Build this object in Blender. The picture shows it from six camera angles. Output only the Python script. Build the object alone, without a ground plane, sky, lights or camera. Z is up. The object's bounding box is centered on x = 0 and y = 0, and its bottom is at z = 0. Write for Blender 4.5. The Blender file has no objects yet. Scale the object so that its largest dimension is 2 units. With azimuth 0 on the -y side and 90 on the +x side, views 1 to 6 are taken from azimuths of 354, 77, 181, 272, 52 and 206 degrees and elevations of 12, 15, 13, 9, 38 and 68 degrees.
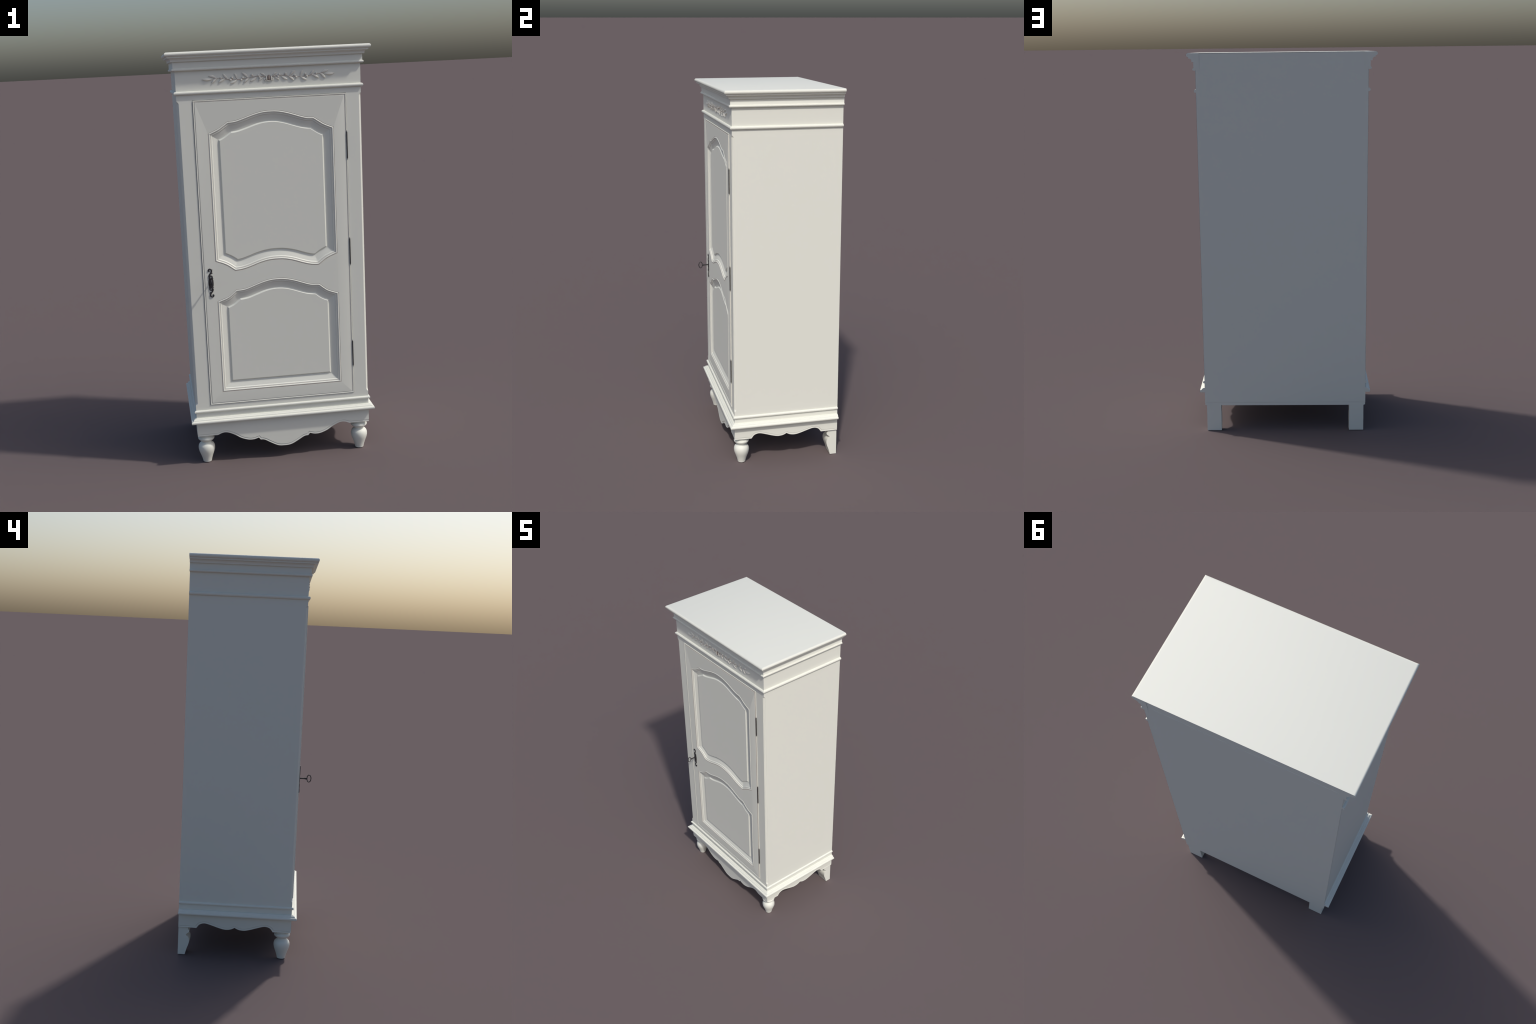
"""White painted single-door armoire, built part by part (metres, z up)."""
import bpy, bmesh, math
from mathutils import Vector, Matrix

# ------------------------------------------------------------------ main sizes
HALF_W = 0.431        # side faces of the carcass at x = +-HALF_W
FRONT = -0.254        # front face of the carcass
BACK = 0.3173        # flat back of everything
MID_Y = (FRONT + BACK) / 2
DOOR_W = 0.3580       # half width of the door
DOOR_LO, DOOR_HI = 0.3075, 1.7790
DOOR_Y = -0.2570      # door face, a little proud of the carcass
APRON_T = 0.020


# ------------------------------------------------------------------ materials
def node(nt, kind, **inputs):
    n = nt.nodes.new(kind)
    for k, v in inputs.items():
        n.inputs[k.replace('_', ' ')].default_value = v
    return n


def paint_material(name, base, tint, rough=0.6, mottle=0.35, bump=0.03, scale=7.0, spec=0.5):
    """Painted wood: a base colour drifting a little towards a second tint."""
    m = bpy.data.materials.new(name)
    m.use_nodes = True
    nt = m.node_tree
    bsdf = nt.nodes['Principled BSDF']
    tc = nt.nodes.new('ShaderNodeTexCoord')
    big = node(nt, 'ShaderNodeTexNoise', Scale=scale, Detail=4.0, Roughness=0.6)
    fine = node(nt, 'ShaderNodeTexNoise', Scale=160.0, Detail=3.0, Roughness=0.6)
    ramp = nt.nodes.new('ShaderNodeValToRGB')
    ramp.color_ramp.elements[0].position = 0.35
    ramp.color_ramp.elements[1].position = 0.75
    mul = nt.nodes.new('ShaderNodeMath')
    mul.operation = 'MULTIPLY'
    mul.inputs[1].default_value = mottle
    mix = nt.nodes.new('ShaderNodeMix')
    mix.data_type = 'RGBA'
    mix.inputs[6].default_value = (*base, 1)
    mix.inputs[7].default_value = (*tint, 1)
    bmp = node(nt, 'ShaderNodeBump', Strength=bump, Distance=0.002)
    L = nt.links.new
    L(tc.outputs['Object'], big.inputs['Vector'])
    L(tc.outputs['Object'], fine.inputs['Vector'])
    L(big.outputs['Fac'], ramp.inputs['Fac'])
    L(ramp.outputs['Color'], mul.inputs[0])
    L(mul.outputs[0], mix.inputs[0])
    L(mix.outputs[2], bsdf.inputs['Base Color'])
    L(fine.outputs['Fac'], bmp.inputs['Height'])
    L(bmp.outputs['Normal'], bsdf.inputs['Normal'])
    bsdf.inputs['Roughness'].default_value = rough
    bsdf.inputs['Specular IOR Level'].default_value = spec
    return m


WHITE = paint_material('cream_white_paint', (0.762, 0.771, 0.692), (0.765, 0.762, 0.700))
WORN = paint_material('antique_glaze_line', (0.52, 0.44, 0.375), (0.42, 0.345, 0.29),
                      rough=0.55, mottle=0.8, scale=25.0)
CARVED = paint_material('glazed_carving_paint', (0.77, 0.765, 0.69), (0.56, 0.48, 0.42),
                        rough=0.55, mottle=0.35, scale=70.0)
TWIG = paint_material('glazed_twig_paint', (0.60, 0.54, 0.48), (0.40, 0.32, 0.28),
                      rough=0.55, mottle=0.8, scale=70.0)
BROWN = paint_material('brown_glaze', (0.27, 0.215, 0.185), (0.42, 0.35, 0.30),
                       rough=0.5, mottle=0.8, scale=120.0)
IRON = paint_material('dark_iron', (0.030, 0.028, 0.032), (0.06, 0.056, 0.06),
                      rough=0.45, mottle=0.7, scale=90.0)
IRON.node_tree.nodes['Principled BSDF'].inputs['Metallic'].default_value = 0.35

# ------------------------------------------------------------------ object helpers
armoire = bpy.data.objects.new('armoire', None)
armoire.empty_display_size = 0.3
bpy.context.scene.collection.objects.link(armoire)
armoire['label'] = 'white painted single-door armoire with carved garland and turned feet'
armoire['category'] = 'wardrobe'


def link(ob, parent=armoire):
    bpy.context.scene.collection.objects.link(ob)
    ob.parent = parent
    return ob


def make(name, verts, faces, mats=WHITE, parent=armoire, angle=32, face_mats=None, fix=True):
    """Mesh object from vertices and faces, smooth shaded with sharp edges by angle."""
    me = bpy.data.meshes.new(name)
    me.from_pydata([tuple(v) for v in verts], [], faces)
    for m in (mats if isinstance(mats, (list, tuple)) else [mats]):
        me.materials.append(m)
    if face_mats:
        for p, i in zip(me.polygons, face_mats):
            p.material_index = i
    bm = bmesh.new()
    bm.from_mesh(me)
    if fix:
        bmesh.ops.remove_doubles(bm, verts=bm.verts, dist=1e-6)
        bmesh.ops.recalc_face_normals(bm, faces=bm.faces)
    bm.to_mesh(me)
    bm.free()
    for p in me.polygons:
        p.use_smooth = True
    me.set_sharp_from_angle(angle=math.radians(angle))
    return link(bpy.data.objects.new(name, me), parent)


class Builder:
    """Collects pieces into one vertex / face list."""
    def __init__(self):
        self.v, self.f, self.m = [], [], []

    def add(self, verts, faces, mat=0):
        o = len(self.v)
        self.v += [tuple(p) for p in verts]
        self.f += [tuple(i + o for i in f) for f in faces]
        self.m += [mat] * len(faces)

    def box(self, x0, x1, y0, y1, z0, z1, mat=0):
        v = [(x, y, z) for z in (z0, z1) for y in (y0, y1) for x in (x0, x1)]
        self.add(v, [(0, 1, 3, 2), (4, 6, 7, 5), (0, 4, 5, 1), (2, 3, 7, 6), (0, 2, 6, 4), (1, 5, 7, 3)], mat)

    def grid(self, rows, mat=0, close=False, mats=None):
        """Quads between equally long rows of points."""
        n = len(rows[0])
        v = [p for r in rows for p in r]
        for i in range(len(rows) - 1):
            f = []
            for j in range(n if close else n - 1):
                k = (j + 1) % n
                f.append((i * n + j, i * n + k, (i + 1) * n + k, (i + 1) * n + j))
            if i == 0:
                o = len(self.v)
                self.v += [tuple(p) for p in v]
            self.f += [tuple(q + o for q in ff) for ff in f]
            self.m += [mats[i] if mats else mat] * len(f)

    def tube(self, pts, radii, seg=10, mat=0, flat=1.0, up=Vector((0, -1, 0))):
        """Tube along a path; flat squeezes it along 'up'."""
        pts = [Vector(p) for p in pts]
        if not isinstance(radii, (list, tuple)):
            radii = [radii] * len(pts)
        rows = []
        for i, p in enumerate(pts):
            t = (pts[min(i + 1, len(pts) - 1)] - pts[max(i - 1, 0)]).normalized()
            u = up - t * up.dot(t)
            if u.length < 1e-4:
                u = Vector((0, 0, 1)) - t * t.z
            u.normalize()
            s = t.cross(u)
            rows.append([p + (math.cos(a) * s + math.sin(a) * u * flat) * radii[i]
                         for a in (2 * math.pi * k / seg for k in range(seg))])
        self.grid(rows, mat, close=True)
        for r, rev in ((rows[0], True), (rows[-1], False)):
            self.add(r, [tuple(range(seg))[::-1] if rev else tuple(range(seg))], mat)

    def sphere(self, c, r, seg=12, rings=8, mat=0, squash=(1, 1, 1)):
        c = Vector(c)
        rows = []
        for i in range(rings + 1):
            a = math.pi * i / rings
            rr, h = max(math.sin(a), 1e-3), math.cos(a)
            rows.append([c + Vector((rr * math.cos(b) * squash[0], rr * math.sin(b) * squash[1], h * squash[2])) * r
                         for b in (2 * math.pi * k / seg for k in range(seg))])
        self.grid(rows, mat, close=True)

    def lathe(self, profile, c, seg=40, mat=0):
        rows = [[(c[0] + r * math.cos(a), c[1] + r * math.sin(a), z)
                 for a in (2 * math.pi * k / seg for k in range(seg))] for r, z in profile]
        self.grid(rows, mat, close=True)
        self.add(rows[0], [tuple(range(seg))], mat)
        self.add(rows[-1], [tuple(range(seg))], mat)

    def done(self, name, mats=WHITE, parent=armoire, angle=32, fix=True):
        return make(name, self.v, self.f, mats, parent, angle, self.m, fix)


def spline(pts, sub=5):
    """Catmull-Rom through 2D points (end tangents by reflection)."""
    P = [Vector(p) for p in pts]
    P = [2 * P[0] - P[1]] + P + [2 * P[-1] - P[-2]]
    out = []
    for i in range(1, len(P) - 2):
        a, b, c, d = P[i - 1:i + 3]
        for k in range(sub):
            t = k / sub
            out.append(0.5 * ((2 * b) + (c - a) * t + (2 * a - 5 * b + 4 * c - d) * t * t
                              + (3 * b - a - 3 * c + d) * t ** 3))
    out.append(P[-2])
    return out


def mirrored(corner_runs, sub=5):
    """Profile from x=+side to x=-side out of runs given for the right half, as a list of runs.
    Runs are separated by sharp corners; the last run reaches the centre and is smooth there."""
    right = [spline(run, sub) for run in corner_runs[:-1]]
    last = corner_runs[-1]
    full = spline(list(last) + [(-x, z) for x, z in reversed(last[:-1])], sub)
    left = [[Vector((-p[0], p[1])) for p in reversed(run)] for run in reversed(right)]
    return right + [full] + left


def joined(runs):
    """One line out of runs that share their end points."""
    return [p for run in runs for p in run[:-1]] + [runs[-1][-1]]


def resample(line, n):
    """n+1 points evenly spaced along a polyline."""
    d = [0.0]
    for p, q in zip(line, line[1:]):
        d.append(d[-1] + (q - p).length)
    out, j = [], 0
    for k in range(n + 1):
        t = d[-1] * k / n
        while j < len(d) - 2 and d[j + 1] < t:
            j += 1
        seg = d[j + 1] - d[j]
        out.append(line[j].lerp(line[j + 1], (t - d[j]) / seg if seg else 0))
    return out


def cross2(a, b):
    return a.x * b.y - a.y * b.x


def meet(A, B):
    """Trim the end of line A and the start of line B to their crossing."""
    best = None
    for i in range(len(A) - 1, 0, -1):
        for j in range(len(B) - 1):
            p, r, q, s = A[i - 1], A[i] - A[i - 1], B[j], B[j + 1] - B[j]
            den = cross2(r, s)
            if abs(den) < 1e-14:
                continue
            t, u = cross2(q - p, s) / den, cross2(q - p, r) / den
            if -1e-9 <= t <= 1 + 1e-9 and -1e-9 <= u <= 1 + 1e-9:
                return A[:i] + [p + r * t], [p + r * t] + B[j + 1:]
    return A, B


def offset_runs(runs, d, closed=True):
    """Offset to the left of an outline given as runs between sharp corners.
    Each run is moved as a whole, trimmed against its neighbours and resampled, so nothing folds over."""
    counts = [max(1, len(r) - 1) for r in runs]
    if d == 0:
        moved = [list(r) for r in runs]
    else:
        moved = []
        for r in runs:
            off = offset_open(r, d)
            a, b = (off[0] - off[1]).normalized(), (off[-1] - off[-2]).normalized()
            moved.append([off[0] + a * abs(d) * 2] + off + [off[-1] + b * abs(d) * 2])
        for i in range(len(moved) if closed else len(moved) - 1):
            k = (i + 1) % len(moved)
            moved[i], moved[k] = meet(moved[i], moved[k])
        if not closed:                                    # drop the extensions at the free ends
            moved[0], moved[-1] = moved[0][1:], moved[-1][:-1]
    out = [p for r, n in zip(moved, counts) for p in resample(r, n)[:-1]]
    return out if closed else out + [moved[-1][-1].copy()]


def offset_open(line, d):
    """Mitred offset of an open 2D line, ends pushed straight up."""
    out = []
    for i, b in enumerate(line):
        e1 = (b - line[i - 1]).normalized() if i else (line[1] - b).normalized()
        e2 = (line[i + 1] - b).normalized() if i < len(line) - 1 else e1
        n1, n2 = Vector((-e1.y, e1.x)), Vector((-e2.y, e2.x))
        out.append(b + (n1 + n2) * (d / max(0.3, 1 + n1.dot(n2))))
    return out


# ------------------------------------------------------------------ mouldings round three sides
def moulding(name, profile, top=False, back=BACK, worn=()):
    """Sweep (overhang, z) points round left, front and right; ends are cut flush with the back.
    worn: indices of profile segments that carry the brown glaze line."""
    def ring(o, z):
        x, y = HALF_W + o, FRONT - o
        return [(-x, back, z), (-x, y, z), (x, y, z), (x, back, z)]
    b = Builder()
    rows = [ring(o, z) for o, z in profile]
    b.grid(rows, mats=[1 if i in worn else 0 for i in range(len(rows) - 1)])
    n = len(rows)
    for side in (0, 3):                                   # flush end grain at the back
        s = -1 if side == 0 else 1
        cap = [r[side] for r in rows]
        cap += [(s * (HALF_W - 0.02), back, profile[-1][1]), (s * (HALF_W - 0.02), back, profile[0][1])]
        b.add(cap, [tuple(range(len(cap)))])
    if top:
        b.add(rows[-1], [(0, 1, 2, 3)])
    ob = b.done(name, [WHITE, WORN], angle=38)
    me = ob.data
    for e in me.edges:                                    # crisp mitres at the two front corners
        if all(abs((abs(me.vertices[v].co.x) - HALF_W) - (FRONT - me.vertices[v].co.y)) < 1e-6 for v in e.vertices):
            e.use_edge_sharp = True
    return ob


def bead(z0, z1, out, n=7):
    """Half-round bead from z0 up to z1."""
    zc, h = (z0 + z1) / 2, (z1 - z0) / 2
    pts = [(-0.004, z0)]
    for k in range(n + 1):
        a = -math.pi / 2 + math.pi * k / n
        pts.append((out - h * 0.9 + h * 0.9 * math.cos(a) if out > h * 0.9 else out * math.cos(a), zc + h * math.sin(a)))
    pts.append((-0.004, z1))
    return pts


# cornice: crown band, cove and bull-nosed top board
cornice_profile = bead(1.9148, 1.9268, 0.0142)[:-1]
cornice_profile += [(0.0085, 1.9272), (0.0085, 1.9563), (0.0168, 1.9566), (0.0175, 1.9600)]
for k in range(1, 8):                                     # cove
    a = math.pi / 2 * k / 8
    cornice_profile.append((0.0175 + 0.0105 * (1 - math.cos(a)), 1.9600 + 0.0137 * math.sin(a)))
cornice_profile += [(0.0285, 1.9737), (0.0330, 1.9743), (0.0333, 1.9808)]
for k in range(0, 11):                                    # bull nose
    a = math.radians(-82 + 172 * k / 10)
    cornice_profile.append((0.0340 + 0.0092 * math.cos(a), 1.9904 + 0.0096 * math.sin(a)))
cornice = moulding('cornice', cornice_profile, top=True, back=BACK + 0.0007)
b = Builder()                                             # flat board behind the crown, flush with the back
b.box(-HALF_W + 0.004, HALF_W - 0.004, FRONT + 0.004, BACK - 0.0004, 1.90, 1.9985)
b.done('top_board', parent=cornice)

moulding('frieze_bead', bead(1.8062, 1.8226, 0.0103))
moulding('waist_bead', bead(0.2686, 0.2824, 0.0082))
moulding('base_moulding', [
    (-0.004, 0.2180), (0.0205, 0.2180), (0.0238, 0.2192), (0.0257, 0.2222), (0.0262, 0.2258), (0.0252, 0.2295),
    (0.0230, 0.2314), (0.0172, 0.2322), (0.0166, 0.2330), (0.0166, 0.2345), (0.0155, 0.2372), (0.0128, 0.2392),
    (0.0100, 0.2399), (0.0096, 0.2405), (0.0088, 0.2420), (0.0062, 0.2430), (0.0, 0.2433), (-0.004, 0.2433)])


# ------------------------------------------------------------------ carcass
def carcass():
    b = Builder()
    z_lo, z_hi = 0.2220, 1.93
    cut_lo, cut_hi, stop = 0.3085, 1.7785, 0.0130
    # stopped chamfer: a quirked ovolo on the front corners, (along front, along side) in mm
    section = [(9.8, 0.0), (9.5, 1.6), (7.2, 2.8), (5.2, 4.3), (4.3, 5.2), (2.8, 7.2), (1.6, 9.5), (0.0, 9.8)]

    def amount(z):
        if z <= cut_lo or z >= cut_hi:
            return 0.0
        t = min(1.0, (z - cut_lo) / stop, (cut_hi - z) / stop)
        return 0.12 + 0.88 * math.sin(t * math.pi / 2) if t > 0 else 0.0

    zs = [z_lo, cut_lo - 0.0005] + [cut_lo + stop * k / 8 for k in range(9)] + [0.5, 1.0, 1.5]
    zs += [cut_hi - stop * k / 8 for k in range(8, -1, -1)] + [cut_hi + 0.0005, z_hi]
    for s in (-1, 1):
        rows = []
        for z in zs:
            k = amount(z + (1e-5 if z < 1 else -1e-5))
            row = [(s * HALF_W, BACK, z), (s * HALF_W, 0.0, z), (s * HALF_W, FRONT + 0.012, z)]
            row += [(s * (HALF_W - a * k / 1000), FRONT + c * k / 1000, z) for a, c in reversed(section)]
            row += [(s * (HALF_W - 0.012), FRONT, z), (s * (DOOR_W + 0.0016), FRONT, z),
                    (s * (DOOR_W + 0.0016), FRONT + 0.09, z)]
            rows.append(row)
        b.grid(rows)
    # rails above and below the door, with the rebate the door shuts into
    w, lo, hi = DOOR_W + 0.0016, DOOR_LO - 0.0016, DOOR_HI + 0.0016
    for za, zb, edge in ((z_lo, lo, lo), (hi, z_hi, hi)):
        b.add([(-w, FRONT, za), (w, FRONT, za), (w, FRONT, zb), (-w, FRONT, zb)], [(0, 1, 2, 3)])
        b.add([(-w, FRONT, edge), (w, FRONT, edge), (w, FRONT + 0.09, edge), (-w, FRONT + 0.09, edge)], [(0, 1, 2, 3)])
    b.add([(-w, FRONT + 0.09, lo), (w, FRONT + 0.09, lo), (w, FRONT + 0.09, hi), (-w, FRONT + 0.09, hi)], [(0, 1, 2, 3)])
    return b.done('carcass', angle=28)


carcass()
b = Builder()
b.box(-HALF_W + 0.002, HALF_W - 0.002, FRONT + 0.002, BACK - 0.002, 0.2160, 0.2260)
b.done('floor_board')
b = Builder()                                             # back board, down to the top of the rear legs
b.box(-HALF_W + 0.0006, HALF_W - 0.0006, BACK - 0.016, BACK + 0.0002, 0.1600, 1.95)
b.box(-HALF_W + 0.0040, HALF_W - 0.0040, BACK - 0.016, BACK + 0.0002, 0.1440, 0.1605)
b.done('back_board')


# ------------------------------------------------------------------ scalloped aprons
STRIP = [(0.0000, 0.0200, 0), (0.0000, 0.0012, 0), (0.0010, 0.0003, 0), (0.0024, 0.0003, 0),
         (0.0078, 0.0021, 0), (0.0085, 0.0030, 1), (0.0097, 0.0, 0)]


def apron(name, runs, place):
    """runs: lower outline (u, z) from left to right; place(u, depth, z) puts it into space."""
    b = Builder()
    line = offset_runs(runs, 0, False)
    rows, mats, ends = [], [], (line[0].x, line[-1].x)
    for inset, depth, mat in STRIP:
        off = offset_runs(runs, inset, False)
        off[0].x, off[-1].x = ends
        rows.append([place(p.x, depth, p.y) for p in off])
        mats.append(mat)
    rows.append([place(p.x, 0.0, 0.2215) for p in off])
    back = [place(p.x, APRON_T, 0.2215) for p in line]
    rows.append(back)
    b.grid(rows, mats=mats + [0, 0])
    b.grid([back, rows[0]])
    for k in (0, -1):                                     # end grain
        cap = [r[k] for r in rows]
        b.add(cap, [tuple(range(len(cap)))])
    return b.done(name, [WHITE, WORN], angle=26)


half_front = [[(0.431, 0.1465), (0.331, 0.1465)],
              [(0.331, 0.1465), (0.306, 0.1560), (0.280, 0.1546), (0.246, 0.1392), (0.217, 0.1206),
               (0.182, 0.1080), (0.1535, 0.1065), (0.1288, 0.1131)],
              [(0.1288, 0.1131), (0.1200, 0.1016)],
              [(0.1200, 0.1016), (0.101, 0.0998), (0.0695, 0.0815), (0.033, 0.0633), (0.0, 0.0600)]]
front_line = [list(reversed(r)) for r in reversed(mirrored(half_front, 4))]


def on_front(u, depth, z):
    x = math.copysign(HALF_W - depth, u) if abs(abs(u) - HALF_W) < 1e-6 else u
    return (x, FRONT + depth, z)


apron('front_apron', front_line, on_front)

half_side = [[(0.286, 0.1465), (0.1938, 0.1455)],
             [(0.1938, 0.1455), (0.188, 0.1540), (0.178, 0.1650), (0.161, 0.1710), (0.142, 0.1704),
              (0.109, 0.1607), (0.0825, 0.1522), (0.053, 0.1452), (0.030, 0.1456), (0.0145, 0.1496), (0.0, 0.1572)]]
right = [spline(run, 4) for run in half_side]
side_line = [[Vector((-p.x, p.y)) for p in r] for r in right] + [list(reversed(r)) for r in reversed(right)]
for s in (-1, 1):
    def on_side(u, depth, z, s=s):
        y = FRONT + depth if abs(u + 0.286) < 1e-6 else (BACK if abs(u - 0.286) < 1e-6 else MID_Y + u)
        return (s * (HALF_W - depth), y, z)
    apron('side_apron', side_line, on_side)

# ------------------------------------------------------------------ feet and rear legs
FOOT = [(0.0195, 0.0), (0.0212, 0.0010), (0.0220, 0.0060), (0.0240, 0.0140), (0.0265, 0.0230), (0.0305, 0.0350), (0.0350, 0.0465),
        (0.0385, 0.0570), (0.0405, 0.0670), (0.0409, 0.0755), (0.0400, 0.0830), (0.0372, 0.0905), (0.0325, 0.0960),
        (0.0262, 0.1000), (0.0238, 0.1022), (0.0235, 0.1042), (0.0255, 0.1075), (0.0310, 0.1125), (0.0370, 0.1165),
        (0.0400, 0.1205), (0.0408, 0.1250), (0.0396, 0.1290), (0.0370, 0.1315), (0.0350, 0.1320), (0.0362, 0.1345),
        (0.0360, 0.1375), (0.0340, 0.1380), (0.0340, 0.1480)]
foot_path = [Vector(p) for p in FOOT]
foot = None
for s in (-1, 1):
    if foot is None:
        b = Builder()
        b.lathe(FOOT, (0, 0), seg=48)
        foot = b.done('turned_foot', angle=40)
    else:
        foot = link(foot.copy())
    foot.location = (s * 0.3880, -0.2100, 0)
    b = Builder()                                         # glue block hidden in the corner above the foot
    b.box(s * 0.385 - 0.025, s * 0.385 + 0.025, -0.233, -0.18, 0.1465, 0.20)
    b.done('corner_block')
for s in (-1, 1):                                         # rear leg: the foot profile sawn out of a plank
    b = Builder()
    x0, x1 = s * 0.3447, s * 0.4215
    outline = [(0.3025 - r, z) for r, z in FOOT if z < 0.146] + [(0.2665, 0.19), (BACK, 0.19), (BACK, 0.0)]
    n = len(outline)
    b.grid([[(x0, y, z) for y, z in outline], [(x1, y, z) for y, z in outline]], close=True)
    for x in (x0, x1):
        b.add([(x, y, z) for y, z in outline], [tuple(range(n))])
    b.done('rear_leg', angle=30)

# ------------------------------------------------------------------ door
UP_TOP = [[(0.2962, 1.6264), (0.2528, 1.6448), (0.2284, 1.6604), (0.2035, 1.6771)],
          [(0.2035, 1.6771), (0.1690, 1.6797), (0.1300, 1.6910), (0.0824, 1.7066), (0.0390, 1.7164), (0.0, 1.7189)]]
UP_LOW = [[(0.2962, 1.0202), (0.2450, 0.9988), (0.2027, 0.9686)],
          [(0.2027, 0.9686), (0.1630, 0.9726), (0.1238, 0.9834), (0.0780, 0.9990), (0.0360, 1.0082), (0.0, 1.0101)]]
LOW_TOP = [[(0.2962, 0.8263), (0.2480, 0.8436), (0.2235, 0.8606), (0.2034, 0.8772)],
           [(0.2034, 0.8772), (0.1610, 0.8806), (0.1210, 0.8936), (0.0810, 0.9076), (0.0415, 0.9172), (0.0, 0.9204)]]
LOW_LOW = [[(0.2962, 0.3688), (0.2, 0.3688), (0.1, 0.3688), (0.0, 0.3688)]]

# cross-section of the moulding round each panel: (inset, depth behind the door face, glaze line)
PANEL_MOULD = [(0.0, 0.0, 1), (0.0012, 0.0012, 0), (0.0024, 0.0006, 0), (0.0038, -0.0006, 0), (0.0056, -0.0012, 0),
               (0.0074, -0.0007, 0), (0.0090, 0.0006, 0), (0.0103, 0.0021, 1), (0.0113, 0.0024, 0),
               (0.0130, 0.0021, 0), (0.0148, 0.0024, 0), (0.0168, 0.0034, 0), (0.0184, 0.0050, 0), (0.0194, 0.0068, 0)]
PANEL_FIELD = [(0.0185, 0.0062), (0.0205, 0.0066), (0.0300, 0.0102), (0.0400, 0.0133), (0.0460, 0.0146), (0.0484, 0.0148),
               (0.0492, 0.0143), (0.0540, 0.0094), (0.0549, 0.0087), (0.0570, 0.0087)]
# beaded door edge with a flat quirk: (inset, depth, glaze line)
EDGE = [(0.0, 0.0160, 0), (0.0, 0.0012, 0), (0.0005, 0.0004, 0), (0.0016, -0.0002, 0), (0.0030, 0.0000, 0), (0.0040, 0.0009, 0),
        (0.0046, 0.0021, 0), (0.0050, 0.0024, 0), (0.0080, 0.0024, 1), (0.0086, 0.0003, 0), (0.0096, 0.0, 0)]


def panel_loop(top, low):
    """Closed outline as runs, anticlockwise seen from the front (x to the right)."""
    t, l = mirrored(top), [list(reversed(r)) for r in reversed(mirrored(low))]
    sides = [resample([l[-1][-1], t[0][0]], 8), resample([t[-1][-1], l[0][0]], 8)]
    return l + [sides[0]] + t + [sides[1]], joined(l), joined(t)


def bake_frame_shading(me):
    """Shading baked into normals of the flat frame: stiles lightened, rails darkened, mitred corners."""
    normals = [Vector(n.vector) for n in me.corner_normals]
    for p in me.polygons:
        if p.normal.y > -0.9999 or abs(p.center.y - DOOR_Y) > 1e-5:
            continue
        stile = all(abs(me.vertices[v].co.x) > 0.2955 for v in p.vertices)
        for li in p.loop_indices:
            co = me.vertices[me.loops[li].vertex_index].co
            outer = abs(co.x) > 0.34
            if stile and co.x > 0:
                tilt = (0.11 if outer else 0.03, -1, 0)
            elif stile:
                tilt = (0.015 + (0.055 if outer else 0.04) * max(0.0, min(1.0, (co.z - 1.2) / 0.5)), -1, 0)
            elif p.center.z > 1.5:
                tilt = (0, -1, -0.035)
            elif p.center.z < 0.5:
                tilt = (0, -1, -0.05 if co.z < 0.34 else 0.0)
            else:
                continue
            normals[li] = Vector(tilt).normalized()
    me.normals_split_custom_set(normals)


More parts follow.
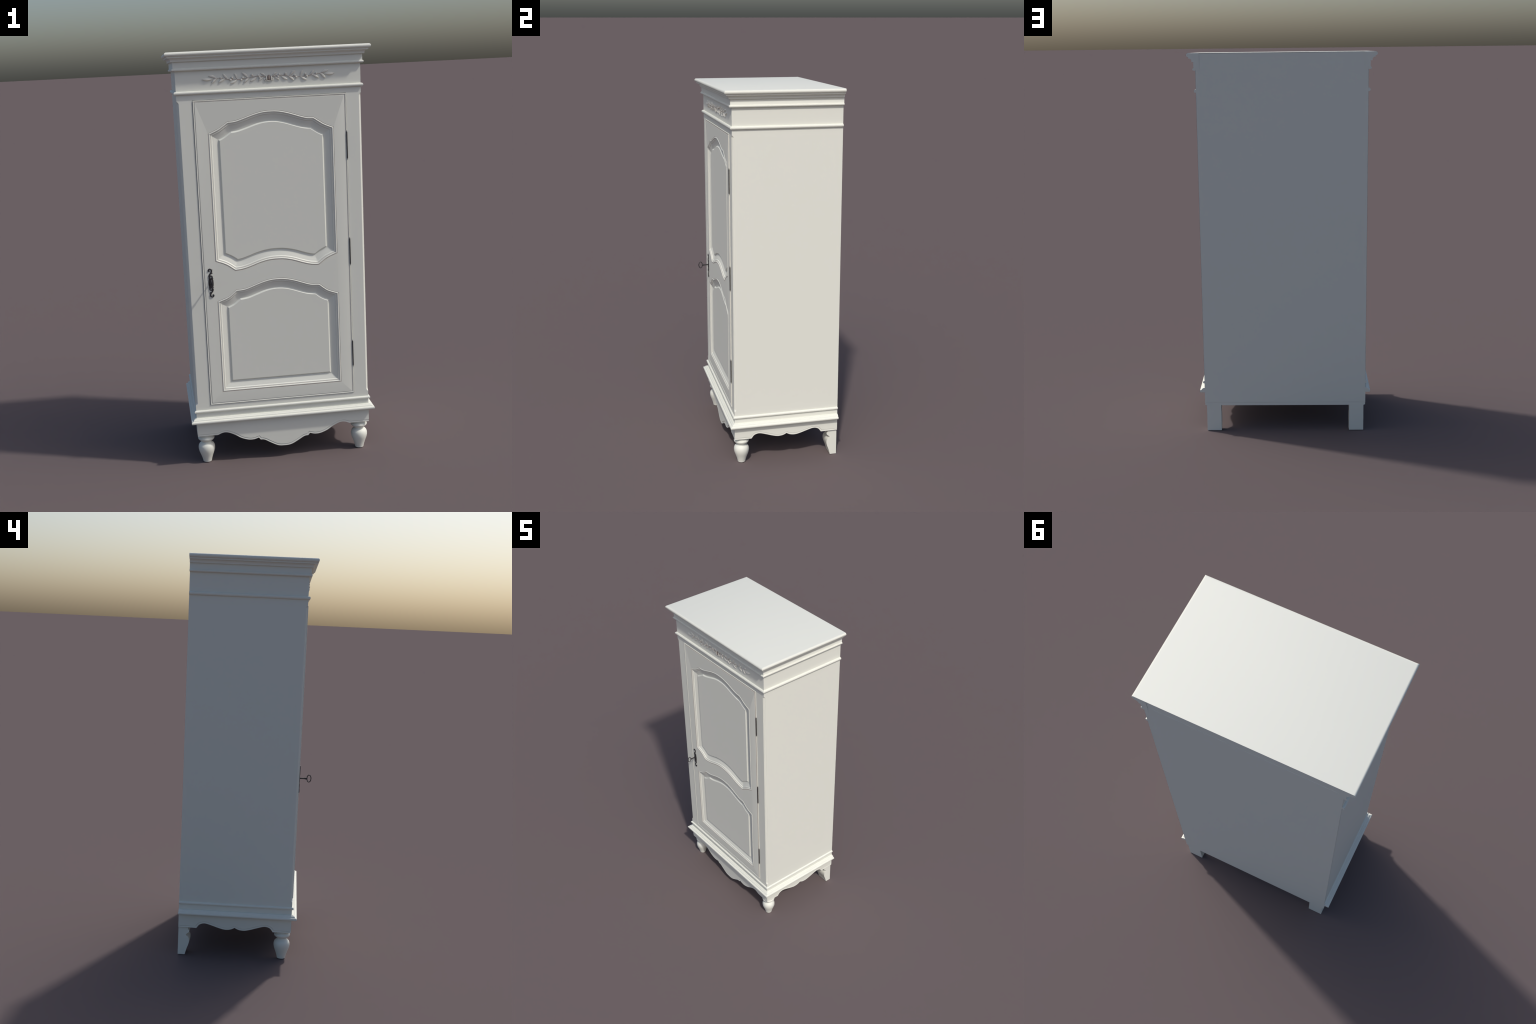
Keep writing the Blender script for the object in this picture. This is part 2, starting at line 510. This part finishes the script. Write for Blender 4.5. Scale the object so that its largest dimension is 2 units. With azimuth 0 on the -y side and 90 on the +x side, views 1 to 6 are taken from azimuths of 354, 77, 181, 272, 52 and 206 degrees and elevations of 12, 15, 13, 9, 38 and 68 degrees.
def door():
    b = Builder()

    def put(p, d):
        return (p.x, DOOR_Y + d, p.y)

    up_runs, up_low, top_edge = panel_loop(UP_TOP, UP_LOW)
    lo_runs, low_edge, mid_lo = panel_loop(LOW_TOP, LOW_LOW)
    for loop in (up_runs, lo_runs):
        rows = [[put(p, d) for p in offset_runs(loop, i)] for i, d, m in PANEL_MOULD]
        b.grid(rows, close=True, mats=[m for i, d, m in PANEL_MOULD])
    # face of the frame: rails and stiles laid out between border and panel openings
    e = EDGE[-1][0]
    X, Z0, Z1 = DOOR_W - e, DOOR_LO + e, DOOR_HI - e
    mid_up = list(reversed(up_low))                       # right->left like mid_lo
    nl2, nt1 = len(low_edge), len(top_edge)
    b.grid([[(-X + 2 * X * k / (nl2 - 1), DOOR_Y, Z0) for k in range(nl2)], [put(p, 0) for p in low_edge]])
    b.grid([[put(p, 0) for p in top_edge], [(X - 2 * X * k / (nt1 - 1), DOOR_Y, Z1) for k in range(nt1)]])
    # mid rail: same number of points on both outlines by resampling along x
    def at(line, x):
        for p, q in zip(line, line[1:]):
            if q.x <= x <= p.x:
                return p.lerp(q, (p.x - x) / (p.x - q.x) if p.x != q.x else 0)
        return line[-1]
    xs = sorted({round(p.x, 6) for p in mid_lo} | {round(p.x, 6) for p in mid_up}, reverse=True)
    b.grid([[put(at(mid_lo, x), 0) for x in xs], [put(at(mid_up, x), 0) for x in xs]])
    for s in (-1, 1):
        sides = [run for runs in (lo_runs, up_runs) for run in runs
                 if abs(run[0].x - run[-1].x) < 1e-6 and run[0].x * s > 0]
        inner = [p for run in sides for p in sorted(run, key=lambda p: p.y)]
        outer = [Z0] + [p.y for p in inner[1:-1]] + [Z1]
        b.grid([[(s * X, DOOR_Y, z) for z in outer], [put(p, 0) for p in inner]])
    # beaded edge
    rows = []
    for i, d, m in EDGE:
        x, z0, z1 = DOOR_W - i, DOOR_LO + i, DOOR_HI - i
        rows.append([(-x, DOOR_Y + d, z0), (x, DOOR_Y + d, z0), (x, DOOR_Y + d, z1), (-x, DOOR_Y + d, z1)])
    b.grid(rows, close=True, mats=[m for i, d, m in EDGE])
    ob = b.done('door', [WHITE, WORN], angle=26)
    bake_frame_shading(ob.data)
    for loop in (up_runs, lo_runs):
        b = Builder()
        rows = [[put(p, d) for p in offset_runs(loop, i)] for i, d in PANEL_FIELD]
        b.grid(rows, close=True)
        b.add(rows[-1], [tuple(range(len(rows[-1])))])
        b.done('door_panel', parent=ob, angle=11)
    return ob


the_door = door()

# hinges: slim pins with pointed ends
b = Builder()
b.lathe([(0.0004, -0.0695), (0.0011, -0.0665), (0.0013, -0.0630), (0.0027, -0.0622), (0.0028, -0.0600), (0.0028, 0.0600),
         (0.0027, 0.0622), (0.0013, 0.0630), (0.0011, 0.0665), (0.0004, 0.0695)], (0, 0), seg=16)
hinge = b.done('hinge', IRON, parent=the_door)
hinge.location = (DOOR_W, DOOR_Y - 0.0004, 1.5370)
for z in (1.0254, 0.5115):
    h = link(hinge.copy(), the_door)
    h.location = (DOOR_W, DOOR_Y - 0.0004, z)


# ------------------------------------------------------------------ lock plate and key
def lock_plate():
    cx, cz, y = -0.3215, 0.9190, DOOR_Y
    b = Builder()
    hook = [(-0.0055, 0.0585), (-0.0078, 0.0575), (-0.0098, 0.0600), (-0.0090, 0.0648), (-0.0050, 0.0678), (0.0000, 0.0670),
            (0.0042, 0.0630), (0.0052, 0.0575), (0.0032, 0.0515), (-0.0015, 0.0455), (-0.0060, 0.0400), (-0.0082, 0.0340),
            (-0.0076, 0.0280), (-0.0045, 0.0235)]
    for s in (1, -1):
        pts = spline(hook, 4)
        n = len(pts) - 1
        b.tube([(cx + s * p.x, y - 0.0012, cz + s * p.y) for p in pts],
               [0.0024 + 0.0009 * math.sin(math.pi * k / n) for k in range(n + 1)], seg=8, flat=0.9)
        b.sphere((cx - s * 0.0066, y - 0.0010, cz + s * 0.0590), 0.0031, 10, 6)
        ring = [(cx + s * 0.0006 + 0.0066 * math.cos(a), y - 0.0012, cz + s * 0.0285 + 0.0066 * math.sin(a))
                for a in (2 * math.pi * k / 20 for k in range(21))]
        b.tube(ring, 0.0030, seg=8, flat=0.9)
        for u, v, l in ((0.0058, 0.0560, 0.0030), (0.0066, 0.0480, 0.0042), (0.0075, 0.0640, 0.0022)):   # leafy barbs
            b.tube([(cx + s * (u - 0.004), y - 0.001, cz + s * (v - 0.002)), (cx + s * (u + l * 0.2), y - 0.001, cz + s * v),
                    (cx + s * (u + l), y - 0.001, cz + s * (v + 0.0005))], [0.0030, 0.0022, 0.0006], seg=6, flat=0.8)
    # barrel-shaped middle with fluting
    rows = []
    for k in range(15):
        v = -0.0255 + 0.051 * k / 14
        w = 0.0128 * (1 - 0.22 * (v / 0.0255) ** 2)
        if abs(abs(v) - 0.0182) < 0.002:
            w *= 0.90
        rows.append([(cx + w * math.cos(a), y + 0.001 - 0.0042 * max(0, math.sin(a)), cz + v)
                     for a in (math.pi * j / 12 for j in range(13))])
    b.grid(rows)
    for r in (rows[0], rows[-1]):
        b.add(r, [tuple(range(13))])
    for u in (-0.0085, -0.0048, 0.0048, 0.0085):
        b.tube([(cx + u * (1 - 0.3 * (v / 0.022) ** 2), y - 0.0027 + abs(u) * 0.10, cz + v)
                for v in (-0.021, -0.014, -0.007, 0, 0.007, 0.014, 0.021)], [0.0006, 0.0013, 0.0016, 0.0016, 0.0016, 0.0013, 0.0006], seg=8)
    for v in (-0.0215, 0.0215):
        b.tube([(cx - 0.0115, y - 0.001, cz + v), (cx, y - 0.003, cz + v), (cx + 0.0115, y - 0.001, cz + v)], 0.0017, seg=8)
    ob = b.done('lock_plate', IRON, parent=the_door, angle=60, fix=False)
    # key: shaft, collar and oval bow standing in the x plane
    b = Builder()
    kx, kz = -0.3216, 0.9240
    b.tube([(kx, -0.250, kz), (kx, -0.2815, kz), (kx, -0.2840, kz), (kx, -0.2860, kz), (kx, -0.2900, kz), (kx, -0.2950, kz)],
           [0.0035, 0.0035, 0.0040, 0.0051, 0.0049, 0.0044], seg=14, up=Vector((0, 0, 1)))
    b.tube([(kx, -0.3055 + 0.0102 * math.cos(a), kz + 0.0008 + 0.0180 * math.sin(a))
            for a in (2 * math.pi * k / 32 for k in range(33))], 0.0023, seg=10, up=Vector((1, 0, 0)))
    b.done('key', IRON, parent=the_door, angle=50, fix=False)
    return ob


lock_plate()


# ------------------------------------------------------------------ carved garland on the frieze
def leaf_mesh():
    """Lance-shaped leaf 1 long along +x, raised along -y, with a midrib groove."""
    b = Builder()
    rows = []
    for i in range(13):
        t = i / 12
        w = 0.165 * math.sin(math.pi * t ** 1.35) ** 0.8 + 0.035 * (1 - t)
        bend = 0.05 * math.sin(math.pi * t)
        lift = 0.07 + 0.15 * math.sin(math.pi * t * 0.9)
        row = []
        for j in range(9):
            q = -1 + 2 * j / 8
            h = lift * (1 - abs(q) ** 2.6) * (0.88 if j == 4 else 1.0)
            row.append((t, -h, bend + q * w))
        rows.append(row + [(t, 0.03, bend)])
    b.grid(rows, close=True)
    for r in (rows[0], rows[-1]):
        b.add(r, [tuple(range(len(r)))])
    me_ob = b.done('leaf', CARVED, angle=55)
    return me_ob


garland = bpy.data.objects.new('garland', None)
link(garland)
FACE = FRONT - 0.0004
LEAVES = [((0.2560, 1.8732), (0.3091, 1.8738)), ((0.2420, 1.8765), (0.2790, 1.8882)), ((0.2375, 1.8772), (0.2650, 1.8526)),
          ((0.1880, 1.8688), (0.2112, 1.8942)), ((0.2000, 1.8716), (0.2338, 1.8546)), ((0.1460, 1.8668), (0.1592, 1.8940)),
          ((0.1470, 1.8655), (0.1780, 1.8494)), ((0.0960, 1.8700), (0.1242, 1.8955)), ((0.0885, 1.8705), (0.1166, 1.8494)),
          ((0.0555, 1.8735), (0.0870, 1.8550)), ((0.0150, 1.8738), (0.0378, 1.8896)), ((0.0235, 1.8705), (0.0484, 1.8544))]
BERRIES = [(0.2213, 1.8766), (0.1775, 1.8656), (0.1709, 1.8757), (0.1278, 1.8636), (0.1212, 1.8728), (0.0784, 1.8825),
           (0.0487, 1.8790), (0.0428, 1.8702)]
STEM = [(0.0130, 1.8713), (0.0540, 1.8757), (0.0890, 1.8708), (0.1372, 1.8655), (0.1881, 1.8687), (0.2201, 1.8740),
        (0.2462, 1.8764), (0.2604, 1.8735)]

leaf0 = leaf_mesh()
leaf0.parent = garland
first = True
for s in (-1, 1):
    for k, ((xa, za), (xb, zb)) in enumerate(LEAVES):
        ob = leaf0 if first else link(leaf0.copy(), garland)
        first = False
        d = Vector((xb - xa, 0, zb - za))
        ln = d.length
        ex = d.normalized()
        ey = Vector((0, 1, 0))
        ez = ex.cross(ey)
        side = 1 if (k % 3) else -1                       # which way the leaf curls
        thick = ln * (0.58 + 0.06 * ((k * 7) % 3))
        wide = ln * (1.0 if ln < 0.04 else 0.78)
        m = Matrix((ex * ln, ey * thick, ez * wide * side)).transposed().to_4x4()
        m.translation = Vector((xa, 0, za))
        if s < 0:
            m = Matrix.Diagonal((-1, 1, 1, 1)) @ m
        m.translation += Vector((0, FACE, 0))
        ob.matrix_world = m
    b = Builder()
    pts = spline(STEM, 4)
    b.tube([(s * p.x, FACE - 0.0008 - 0.0007 * math.sin(k * 0.9), p.y) for k, p in enumerate(pts)],
           [0.0019 - 0.0009 * k / len(pts) for k in range(len(pts))], seg=8, mat=0)
    for x, z in BERRIES:                                  # berry stalks
        near = min(pts, key=lambda p: (p.x + 0.010 - x) ** 2 + (p.y - z) ** 2)
        b.tube([(s * near.x, FACE - 0.0006, near.y), (s * (near.x + x) / 2, FACE - 0.0016, (near.y + z) / 2 + 0.001), (s * x, FACE - 0.002, z)],
               0.0009, seg=6)
    b.done('stem', TWIG, parent=garland, angle=60, fix=False)
b = Builder()
b.sphere((0, 0, 0), 0.0054, 16, 10, squash=(1, 0.85, 1))
berry0 = b.done('berry', CARVED, parent=garland, angle=80)
first = True
for s in (-1, 1):
    for x, z in BERRIES:
        ob = berry0 if first else link(berry0.copy(), garland)
        first = False
        ob.location = (s * x, FACE - 0.0016, z)
# clasp in the middle: brown boss between two collars with small scrolls
b = Builder()
b.sphere((0.0004, FACE, 1.8662), 0.0138, 20, 12, squash=(0.62, 0.42, 1))
b.done('boss', BROWN, parent=garland, angle=80)
b = Builder()
for s in (-1, 1):
    b.tube([(s * 0.0105, FACE - 0.002, 1.8775), (s * 0.0112, FACE - 0.0036, 1.8715), (s * 0.0112, FACE - 0.0040, 1.8660),
            (s * 0.0110, FACE - 0.0036, 1.8600), (s * 0.0100, FACE - 0.002, 1.8545)], [0.0016, 0.0026, 0.0029, 0.0028, 0.0018], seg=10)
    curl = [(0.0110, 1.8550), (0.0155, 1.8552), (0.0190, 1.8575), (0.0200, 1.8612), (0.0180, 1.8640), (0.0158, 1.8628), (0.0160, 1.8605)]
    b.tube([(s * p.x, FACE - 0.0018, p.y) for p in spline(curl, 4)], 0.0026, seg=8)
b.tube([(-0.009, FACE - 0.0012, 1.8542), (0.0, FACE - 0.0022, 1.8518), (0.009, FACE - 0.0015, 1.8542)], 0.0019, seg=8)
b.done('clasp', CARVED, parent=garland, angle=60, fix=False)
